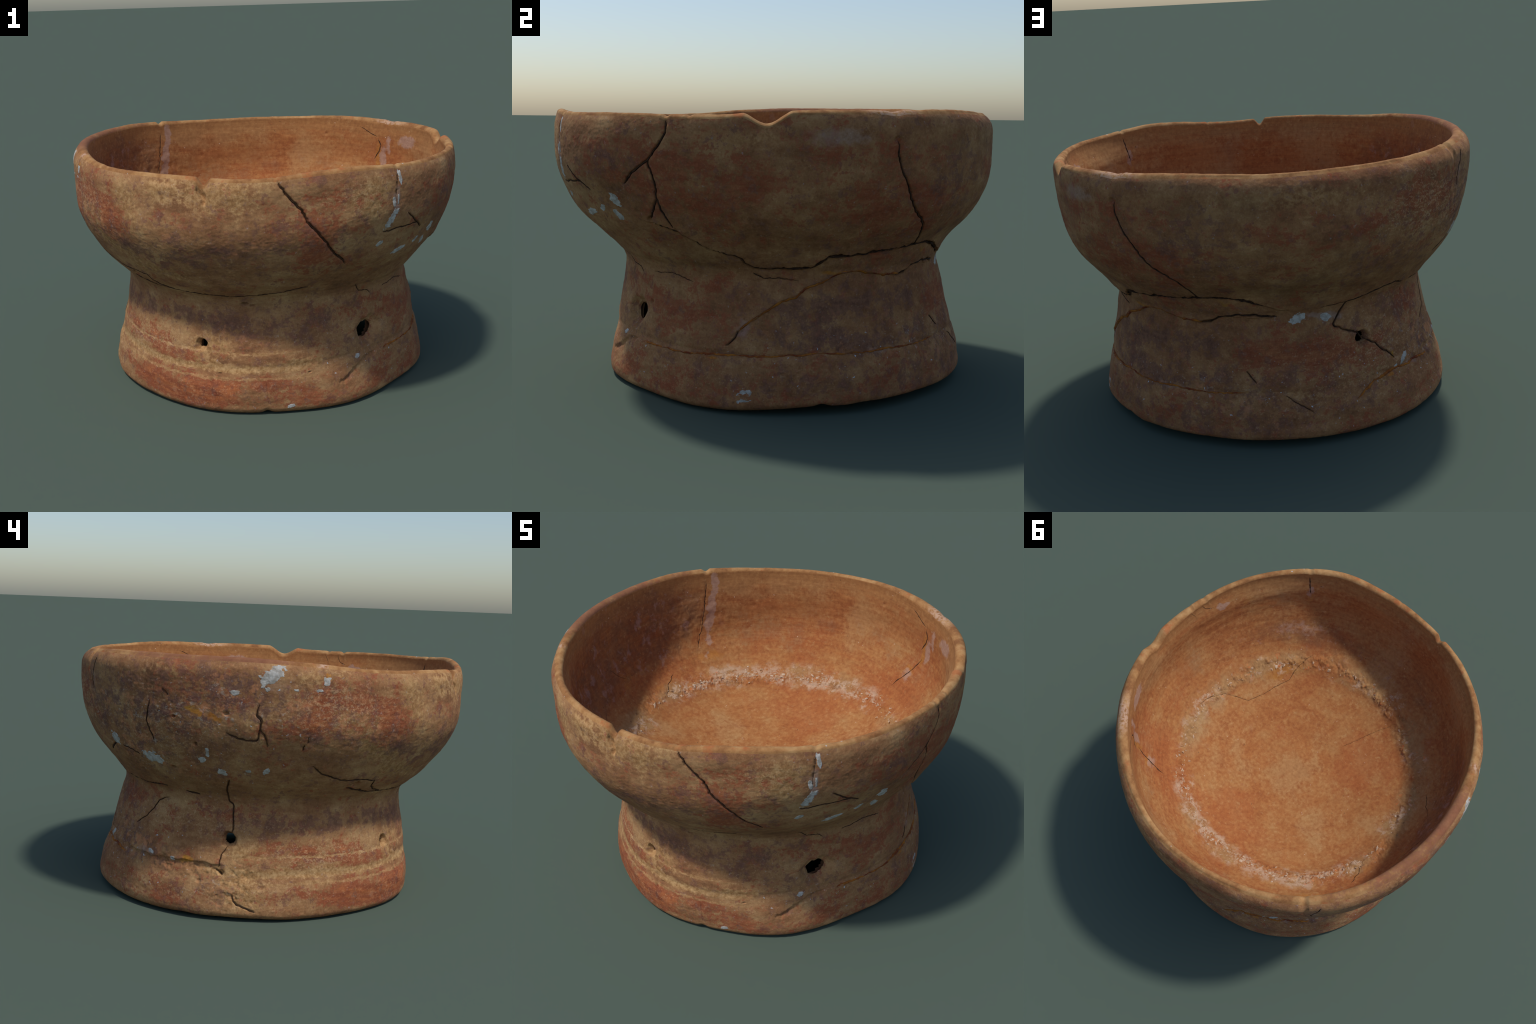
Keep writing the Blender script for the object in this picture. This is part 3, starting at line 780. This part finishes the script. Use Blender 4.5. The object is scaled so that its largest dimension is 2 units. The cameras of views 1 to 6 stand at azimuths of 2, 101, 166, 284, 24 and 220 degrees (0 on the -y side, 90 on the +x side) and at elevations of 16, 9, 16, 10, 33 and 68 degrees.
def inside_material():
    t = Tree("terracotta_lining")
    P = t.P
    x = t.node("ShaderNodeSeparateXYZ")
    t.put(x.inputs[0], P)
    z = x.outputs[2]
    pw = t.warp(t.warp(P, 3.0, .12), 18, .06, 4)
    big = t.noise(3.0, 5, .62)
    streak = t.noise(7, 6, .62, stretch=(1, 1, 5))
    vert = t.noise(60, 3, .6, stretch=(1, 1, .12))
    med = t.noise(9, 7, .68)
    fine = t.noise(50, 5, .68)
    grain = t.noise(160, 3, .6)
    fine0 = t.mul(t.math("SUBTRACT", fine, .5), .45)
    wall = t.ramp(z, .66, .76)
    mixn = t.add(t.mul(big, .36), t.mul(med, .26), t.mul(streak, .38))
    c = t.colours(t.add(mixn, t.mul(fine0, .5)), (.38, srgb(152, 90, 48)), (.47, srgb(164, 106, 60)), (.56, srgb(170, 121, 74)), (.67, srgb(172, 136, 92)))
    # deep red wash
    wash = t.zones(pw, [(165, 1.0, .5, .08, .8, .92), (130, 1.02, .3, .09, .7, .92), (-155, 1.06, .16, .09, .9, .92), (-160, .98, .2, .05, .7, .9), (10, 1.0, .55, .18, .8, .92), (-25, .9, .45, .22, .7, .9), (95, 1.0, .45, .12, .5, .92), (110, .8, .25, .1, .4, .82)], soft=1.5, core=.1)
    c = t.mix(t.mul(t.ramp(t.add(t.mul(wash, .22), t.mul(streak, .6), t.mul(med, .4), fine0), .62, .84), .5), c, srgb(160, 92, 50))
    broad = t.noise(2.2, 4, .55, p=t.warp(t.vmath("ADD", P, (6, 2, 5)), 6, .12))
    c = t.mix(t.mul(t.ramp(t.add(broad, t.mul(fine0, .4)), .52, .64), .55), c, srgb(174, 138, 94))
    c = t.mix(t.mul(t.ramp(t.add(broad, t.mul(fine0, .4)), .46, .34), .45), c, srgb(160, 84, 44))
    c = t.mix(t.mul(t.ramp(t.add(t.noise(4, 5, .6, p=t.vmath("ADD", P, (1, 8, 3))), fine0), .56, .70), wall, .4), c, srgb(138, 106, 82))
    # buff under the lip
    lipm = t.mul(t.ramp(t.add(z, t.mul(streak, .10), t.mul(med, .08)), 1.16, 1.26), .8)
    c = t.mix(lipm, c, srgb(158, 114, 70))
    # violet brown stained side
    stain = t.zones(pw, [(-95, .95, .6, .30, 1.0, .9), (-120, 1.0, .3, .22, .9, .9), (-65, .9, .45, .22, .7, .9), (45, .80, .36, .08, .8, .82), (20, .74, .3, .07, .6, .78), (-20, .76, .4, .1, .6, .8)], soft=1.4, core=.1)
    sm = t.ramp(t.add(t.mul(stain, .45), t.mul(med, .6)), .42, .80)
    c = t.mix(t.mul(sm, .72), c, t.mix(t.ramp(t.noise(14, 5, .6), .4, .62), srgb(108, 68, 52), srgb(136, 86, 52)))
    # ochre glue
    yel = t.zones(pw, [(133, .98, .03, .12, .9, .90), (136, .86, .05, .05, .9, .85), (46, .645, .2, .05, .8, .66), (-95, .82, .1, .14, .6, .82), (-135, .76, .14, .04, .8, .78), (-110, .69, .16, .03, .6, .72), (60, 1.05, .05, .05, .6, .92), (37, 1.0, .05, .08, .6, .92), (-64, 1.0, .05, .1, .6, .92)])
    c = t.mix(t.mul(t.ramp(t.add(t.mul(yel, .7), t.mul(t.noise(24, 4, .65), .6)), .58, .95), .7), c, srgb(172, 116, 44))
    # mauve plaster smears and the mended seam
    mv = t.zones(pw, [(-138.8, 1.12, .032, .12, 1.7, .92), (-138.0, 1.0, .032, .14, 1.7, .91), (-136.3, .89, .034, .12, 1.5, .88), (-134, .80, .05, .08, 1.2, .82), (-134, .79, .06, .05, .9, .8), (-120, 1.0, .2, .14, .5, .92), (-95, .9, .4, .2, .45, .88), (118, 1.10, .10, .05, 1.3, .92), (128, 1.08, .045, .10, 1.5, .92), (131, .98, .035, .08, 1.2, .9), (136, .83, .05, .08, 1.1, .84), (37, 1.08, .03, .12, 1.1, .93), (70, 1.10, .05, .03, 1.4, .93), (40, .80, .3, .06, .7, .82), (-25, .80, .03, .022, 1.8, .82), (33, 1.12, .05, .02, .8, .93)], core=.2)
    mvm = t.ramp(t.add(t.mul(mv, .62), t.mul(t.noise(26, 5, .7, stretch=(1, 1, 1.6)), .7)), .66, .92)
    c = t.mix(t.mul(mvm, .85), c, srgb(174, 144, 130))
    smear = t.noise(15, 6, .7, p=t.warp(P, 8, .09), stretch=(1, 1, .7))
    c = t.mix(t.mul(t.ramp(t.add(smear, t.mul(stain, .06)), .60, .70), t.math("MINIMUM", t.add(t.mul(stain, .6), .08), .6)), c, srgb(160, 132, 126))
    # crust in the corner between wall and floor
    rag = t.math("SUBTRACT", t.noise(7, 6, .7), .5)
    tilt = t.node("ShaderNodeVectorMath", operation="DOT_PRODUCT")      # the floor leans a little
    t.put(tilt.inputs[0], P)
    tilt.inputs[1].default_value = (-.026 * math.sin(math.radians(115)), .026 * math.cos(math.radians(115)), 0)
    zw = t.add(z, tilt.outputs["Value"], t.mul(rag, .12))
    ring = t.mul(t.ramp(zw, .620, .656), t.ramp(zw, .720, .678))
    c = t.mix(t.mul(ring, t.ramp(big, .40, .60), .8), c, srgb(160, 128, 88))
    crust = t.noise(22, 7, .74, p=t.warp(P, 9, .10), stretch=(1, 1, 1.3))
    patchy = t.noise(5, 4, .6, p=t.vmath("ADD", P, (5, 2, 9)))
    cz = t.add(t.mul(crust, .75), t.mul(patchy, .35), t.mul(t.zones(pw, [(-165, .66, .4, .1, 1, .7), (-130, .68, .3, .1, 1, .7), (100, .67, .35, .1, 1, .7), (150, .66, .25, .1, .8, .7)]), .05))
    c = t.mix(t.mul(ring, t.ramp(cz, .57, .65), t.ramp(patchy, .36, .58), .9), c, srgb(194, 168, 146))
    c = t.mix(t.mul(ring, t.ramp(t.noise(18, 5, .7, p=t.warp(P, 20, .05)), .60, .68), .9), c, srgb(198, 112, 62))
    band = t.blob(pw, 104, .66, .26, .045, 1.0, .69, core=.5)
    c = t.mix(t.mul(band, t.ramp(med, .35, .55), .7), c, srgb(172, 142, 102))
    # flecks on the floor
    fleck = t.ramp(t.add(t.noise(34, 5, .72, p=t.warp(P, 12, .05)), t.mul(big, .15)), .66, .76)
    c = t.mix(t.mul(fleck, .5), c, srgb(148, 82, 44))
    pal = t.ramp(t.add(t.noise(40, 5, .72, p=t.warp(P, 15, .04)), t.mul(med, .2)), .66, .78)
    c = t.mix(t.mul(pal, .5), c, srgb(186, 148, 102))
    spots = t.ramp(t.noise(44, 2, .5), .74, .77)
    c = t.mix(t.mul(spots, .7), c, srgb(86, 62, 46))
    white = t.ramp(t.noise(58, 2, .5, p=t.vmath("ADD", P, (3, 7, 1))), .75, .78)
    c = t.mix(t.mul(white, .8), c, srgb(220, 198, 180))
    c = t.mix(.45, c, t.mix(t.ramp(fine, .3, .7, False), srgb(106, 98, 92), srgb(224, 214, 204)), "SOFT_LIGHT")
    c = t.mix(t.mul(wall, .3), c, t.mix(vert, srgb(100, 92, 86), srgb(210, 204, 198)), "SOFT_LIGHT")
    wheel = t.noise(5, 4, .7, stretch=(.6, .6, 22))
    c = t.mix(t.mul(wall, .28), c, t.mix(t.ramp(wheel, .35, .65, False), srgb(106, 98, 92), srgb(204, 198, 190)), "SOFT_LIGHT")
    c = t.mix(.16, c, srgb(156, 120, 86))
    hgt = t.add(t.mul(fine, .5), t.mul(grain, .35), t.mul(streak, .3), t.mul(wheel, wall, .3), t.mul(ring, crust, 2.0))
    return t.finish(c, hgt, .28, .005)


def rim_material():
    t = Tree("worn_lip")
    P = t.P
    n = t.noise(12, 6, .65)
    fine = t.noise(55, 5, .65)
    c = t.colours(n, (.36, srgb(134, 92, 58)), (.5, srgb(160, 118, 76)), (.64, srgb(176, 138, 94)))
    c = t.mix(t.mul(t.ramp(t.noise(9, 6, .7), .54, .66), .65), c, srgb(168, 96, 58))
    pw = t.warp(P, 12, .08)
    pur = t.zones(pw, [(-105, 1.22, .4, .08, 1, .94), (-80, 1.22, .2, .08, 1, .94), (-130, 1.22, .1, .08, .6, .94)])
    c = t.mix(t.mul(t.ramp(t.add(t.mul(pur, .4), t.mul(fine, .7)), .58, .8), .75), c, srgb(130, 86, 68))
    c = t.mix(t.mul(t.zones(pw, [(128, 1.2, .12, .08, .8, .95), (-64, 1.2, .03, .05, 1, .95)]), t.ramp(fine, .4, .55)), c, srgb(184, 152, 130))
    c = t.mix(t.ramp(t.noise(50, 2, .5), .765, .79), c, WHITE)
    c = t.mix(.5, c, t.mix(fine, srgb(104, 96, 90), srgb(228, 220, 210)), "SOFT_LIGHT")
    return t.finish(c, t.add(fine, t.mul(t.noise(150, 3), .5)), .25, .005)


def plain(name, a, b, scale=60, rough=.9):
    t = Tree(name)
    return t.finish(t.mix(t.ramp(t.noise(scale, 4, .6), .35, .65), a, b), t.noise(160, 3), .25, .003, rough)


M_OUT, M_IN, M_RIM = outside_material(), inside_material(), rim_material()
M_DIRT = plain("crack_dirt", srgb(48, 33, 25), srgb(78, 53, 38))
M_OCHRE = plain("ochre_edge", srgb(112, 50, 32), srgb(168, 104, 40), 18)
M_PLASTER = plain("plaster_fill", srgb(186, 182, 176), srgb(152, 144, 134), 45)
M_CHIP = plain("pale_chip", srgb(198, 174, 150), srgb(164, 124, 86), 30)
M_HOLLOW = plain("raw_clay", srgb(110, 76, 54), srgb(136, 96, 66), 14)

# ------------------------------------------------------------------ assemble
bowl_empty = bpy.data.objects.new("pedestal_bowl", None)
bpy.context.scene.collection.objects.link(bowl_empty)
bowl_empty["label"] = "worn terracotta bowl on a pierced pedestal foot, cracked and mended"
bowl_empty["category"] = "pottery bowl"

last = (nr - 1) * NAZ
jj = np.arange(NAZ)
cap_top = np.stack([last + jj, last + (jj + 1) % NAZ, np.full(NAZ, nr * NAZ + 1)], -1)
cap_low = np.stack([(jj + 1) % NAZ, jj, np.full(NAZ, nr * NAZ)], -1)
none = np.zeros((0, 3), np.int64)
keep = ~dead
parts = {}
for k, name, mats, tris in ((0, "pedestal_foot", [M_HOLLOW, M_OUT], cap_low), (1, "bowl", [M_OUT, M_IN], cap_top), (2, "rim", [M_OUT, M_IN, M_RIM], none)):
    sel = keep & (region == k)
    q = qrow[sel]
    if k == 0:
        mi = (q >= n_un - 1).astype(int)
    elif k == 1:
        mi = (q >= inside_row).astype(int)
    else:
        mi = np.where(q < n_un + n_out - 3, 0, np.where(q < n_un + n_out + 17, 2, 1))
    parts[name] = new_object(name, region_mesh(name, quads[sel], tris, mi, mats), bowl_empty)


def surface_point(az, z, off):
    """Point on the outside (relief without cracks), moved off along the normal."""
    a = np.radians(np.asarray(az, float))
    z = np.asarray(z, float)
    e = .003
    p = xyz(a, outer(a, z), z)
    n = np.cross(xyz(a + e, outer(a + e, z), z) - p, xyz(a, outer(a, z + e), z + e) - p)
    n /= np.linalg.norm(n, axis=-1, keepdims=True)
    h = outside_relief(a, z, p, cracks=False) * (.25 + .75 * sstep(z / .03))
    return p + n * (h + off)[..., None] + SHIFT, n


def grid_mesh(name, pts, faces, mat):
    me = bpy.data.meshes.new(name)
    me.from_pydata([tuple(p) for p in pts], [], faces)
    me.materials.append(mat)
    me.polygons.foreach_set("use_smooth", np.ones(len(me.polygons), bool))
    me.update()
    return me


# dirt and ochre lying in the breaks: a strip along each path, thick below
def fill_mesh(kind, mat, width, sink):
    A, Z, D, F, total = [], [], [], [], 0
    for w, d, path, az0, k in OUT_PATHS:
        if k != kind:
            continue
        n = max(4, int(np.hypot(*np.diff(path, axis=0).T).sum() / .006))
        fine = arc_resample(path, n)
        t = np.gradient(fine, axis=0)
        t /= np.linalg.norm(t, axis=1)[:, None] + 1e-9
        nn = np.stack([-t[:, 1], t[:, 0]], -1)
        taper = np.clip(np.minimum(np.arange(n), np.arange(n)[::-1]) / 5, .12, 1)
        hw = w * width * taper * np.clip(.85 + 1.5 * np.convolve(rng.uniform(-1, 1, n + 6), np.ones(7) / 7, 'valid') + rng.uniform(-.2, .2, n), .12, 1.5)
        b0 = total
        total += 4 * n
        for off, deep in ((-1, -.006), (-1, 0), (1, 0), (1, -.006)):
            q = fine + nn * (off * hw)[:, None]
            az = az0 + np.degrees(q[:, 0] / outer(np.radians(np.full(n, float(az0))), q[:, 1]))
            A.append(az)
            Z.append(np.minimum(q[:, 1], lip(np.radians(az))[1] - .012))
            D.append(np.full(n, -sink(w, d) + deep))
        for m in range(n - 1):
            for s in range(3):
                F.append((b0 + s * n + m, b0 + s * n + m + 1, b0 + (s + 1) * n + m + 1, b0 + (s + 1) * n + m))
    p, _ = surface_point(np.concatenate(A), np.concatenate(Z), np.concatenate(D))
    return grid_mesh(kind, p, F, mat)


o = new_object("crack_dirt", fill_mesh("dirt", M_DIRT, .40, lambda w, d: .40 * d * min(1, max(0, (w - .0035) / .0035)) - .0006), parts["bowl"])
o["kind"] = "stuff"

def lining_point(az, z=None, r=None):
    """Point on the lining at azimuth and height (wall) or azimuth and radius (floor)."""
    out = np.zeros((len(az), 3))
    for n, a in enumerate(az):
        col = P_in[:, int(round((math.radians(wrap(a)) + math.pi) / (2 * math.pi) * NAZ)) % NAZ]
        rr = np.hypot(col[:, 0], col[:, 1])
        if z is not None:
            hh = np.minimum.accumulate(col[:, 2])
            rad, ht = np.interp(-z[n], -hh, rr), z[n]
        else:
            rad, ht = r[n], np.interp(-r[n], -np.minimum.accumulate(rr), col[:, 2])
        out[n] = xyz(np.array(math.radians(a)), rad, ht)
    return out + SHIFT


V, F = [], []
for w, path in [(w, wander(p, amp=.003)) for w, d, p in INNER_CRACKS] + [(w, wander([(math.radians(a) * .9, z) for a, z in p], amp=.004)) for w, p in WALL_CRACKS]:
    floor = w in [i[0] for i in INNER_CRACKS] and np.hypot(*path.T).max() < .75
    n = max(5, int(np.hypot(*np.diff(path, axis=0).T).sum() / .005))
    q = arc_resample(path, n)
    tn = np.gradient(q, axis=0)
    tn /= np.linalg.norm(tn, axis=1)[:, None] + 1e-9
    nn = np.stack([-tn[:, 1], tn[:, 0]], -1)
    hw = w * .5 * np.clip(np.minimum(np.arange(n), np.arange(n)[::-1]) / 5, .15, 1) * rng.uniform(.5, 1.3, n)
    b0 = len(V)
    for off, up in ((-1, -.004), (-.8, .0006), (.8, .0006), (1, -.004)):
        e = q + nn * (off * hw)[:, None]
        if floor:
            p = lining_point(np.degrees(np.arctan2(e[:, 0], -e[:, 1])), r=np.hypot(*e.T)) + np.array([0, 0, up])
        else:
            a = np.degrees(e[:, 0] / .9)
            p = lining_point(a, z=e[:, 1]) - xyz(np.radians(a), up, 0 * a)
        V += list(p)
    F += [(b0 + k * n + m, b0 + k * n + m + 1, b0 + (k + 1) * n + m + 1, b0 + (k + 1) * n + m) for m in range(n - 1) for k in range(3)]

# pale chips of clay and plaster broken loose in the corner between wall and floor
def chips(count):
    pts, faces = [], []
    oct_v = np.array([(1, 0, 0), (-1, 0, 0), (0, 1, 0), (0, -1, 0), (0, 0, 1), (0, 0, -1)], float)
    oct_f = [(0, 2, 4), (2, 1, 4), (1, 3, 4), (3, 0, 4), (2, 0, 5), (1, 2, 5), (3, 1, 5), (0, 3, 5)]
    centres = np.array([-165., -150, -125, -100, 95, 112, 128, 150, 175, -20, 20, 60])
    for n in range(count):
        a = wrap(rng.choice(centres, p=np.array([3, 3, 3, 2, 2, 2, 1, 2, 3, 1, 1, 1]) / 24) + rng.normal(0, 14))
        z = .668 + .018 * math.cos(math.radians(a - 115)) + rng.normal(0, .011)
        p = lining_point([a], z=[z])[0]
        size = .0035 + .0075 * rng.random() ** 3
        v = oct_v * rng.uniform(.5, 1.4, (6, 1)) * np.array([1.6, 1.0, .55]) * size
        t1, t2 = rng.uniform(0, 6.28), rng.uniform(-.5, .5)
        rz = np.array([[math.cos(t1), -math.sin(t1), 0], [math.sin(t1), math.cos(t1), 0], [0, 0, 1]])
        rx = np.array([[1, 0, 0], [0, math.cos(t2), -math.sin(t2)], [0, math.sin(t2), math.cos(t2)]])
        lean = np.array([[1, 0, 0], [0, math.cos(.55), -math.sin(.55)], [0, math.sin(.55), math.cos(.55)]])
        face = math.radians(a)
        out = np.array([[math.cos(face), -math.sin(face), 0], [math.sin(face), math.cos(face), 0], [0, 0, 1]])
        b = len(pts)
        pts += list(v @ (out @ lean.T @ rx @ rz).T + p)
        faces += [tuple(b + k for k in f) for f in oct_f]
    me = grid_mesh("crust_chip", pts, faces, M_CHIP)
    me.polygons.foreach_set("use_smooth", np.zeros(len(me.polygons), bool))
    return me


o = new_object("crust_chip", chips(420), parts["bowl"])
o["kind"] = "stuff"
o = new_object("lining_crack", grid_mesh("lining_crack", V, F, M_DIRT), parts["bowl"])
o["kind"] = "stuff"
o = new_object("ochre_edge", fill_mesh("ochre", M_OCHRE, .8, lambda w, d: -.0003), parts["pedestal_foot"])
o["kind"] = "stuff"

# plaster mends: azimuth, height, half width, half height, lean (degrees)
PLASTER = [(-77.1, 1.165, .05, .024, 28), (-86.6, 1.087, .019, .011, 0), (-113.3, .751, .046, .022, -8), (-128.1, .818, .024, .026, -45), (-94.5, .807, .008, .022, 0), (-96.4, .768, .014, .012, 20),
           (-91.2, .715, .020, .014, 0), (-77.7, .732, .016, .010, 30), (-83, .727, .010, .006, 0), (-63.2, 1.15, .012, .016, 0), (-78.2, 1.107, .010, .008, 20), (-119.1, .269, .015, .009, -30), (-109.6, .257, .011, .007, 0), (-65, 1.109, .012, .005, 0), (-71, 1.108, .012, .005, -10),
           (37.2, 1.155, .007, .034, 8), (35.2, 1.043, .007, .018, 10), (36.6, 1.045, .005, .02, 0), (35.2, .965, .015, .045, -30), (43.2, .789, .042, .010, 8), (33.2, .847, .020, .008, 25), (57.5, .852, .024, .022, -35), (56.3, .785, .022, .015, -35), (50.5, .81, .018, .008, 25),
           (37.1, .222, .012, .008, 20), (8.8, .039, .016, .007, 8), (92.4, .078, .030, .024, 10), (175.8, .547, .030, .018, 10), (-175.2, .536, .020, .017, 0), (-147.7, .27, .026, .010, 35), (-152, .245, .010, .006, 30)]


def plaster_patch(k, az, z, w, h, lean):
    step = .0016
    ext = 1.5 * max(w, h)
    gx = np.arange(-ext, ext + step, step)
    X, Y = np.meshgrid(gx, gx)
    c, s = math.cos(math.radians(lean)), math.sin(math.radians(lean))
    u, v = (X * c + Y * s) / w, (-X * s + Y * c) / h
    q3 = np.stack([X * 1.0, Y * 1.0, np.full_like(X, k * 3.7)], -1)
    m = 1.15 - (np.abs(u) ** 2.6 + np.abs(v) ** 2.6) ** (1 / 2.6) + .42 * fractal(q3 * np.array([50, 75, 1]), 5, 200 + k, .62)
    r = float(outer(np.array(math.radians(az)), np.array(z)))
    A, Z = az + np.degrees(X / r), z + Y
    ok = (m > -.35) & (Z > .004) & (Z < lip(np.radians(A))[1] - .012)
    off = np.clip(.010 * m, -.0030, .0007)
    p, _ = surface_point(A, Z, off)
    ny, nx = X.shape
    idx = np.arange(nx * ny).reshape(ny, nx)
    cell = ok[:-1, :-1] & ok[1:, :-1] & ok[:-1, 1:] & ok[1:, 1:]
    f = np.stack([idx[:-1, :-1], idx[:-1, 1:], idx[1:, 1:], idx[1:, :-1]], -1)[cell]
    used, inv = np.unique(f, return_inverse=True)
    return grid_mesh("plaster_patch", p.reshape(-1, 3)[used], inv.reshape(-1, 4).tolist(), M_PLASTER)


for k, item in enumerate(PLASTER):
    me = plaster_patch(k, *item)
    if len(me.polygons):
        new_object("plaster_patch", me, parts["bowl"] if item[1] > .55 else parts["pedestal_foot"])
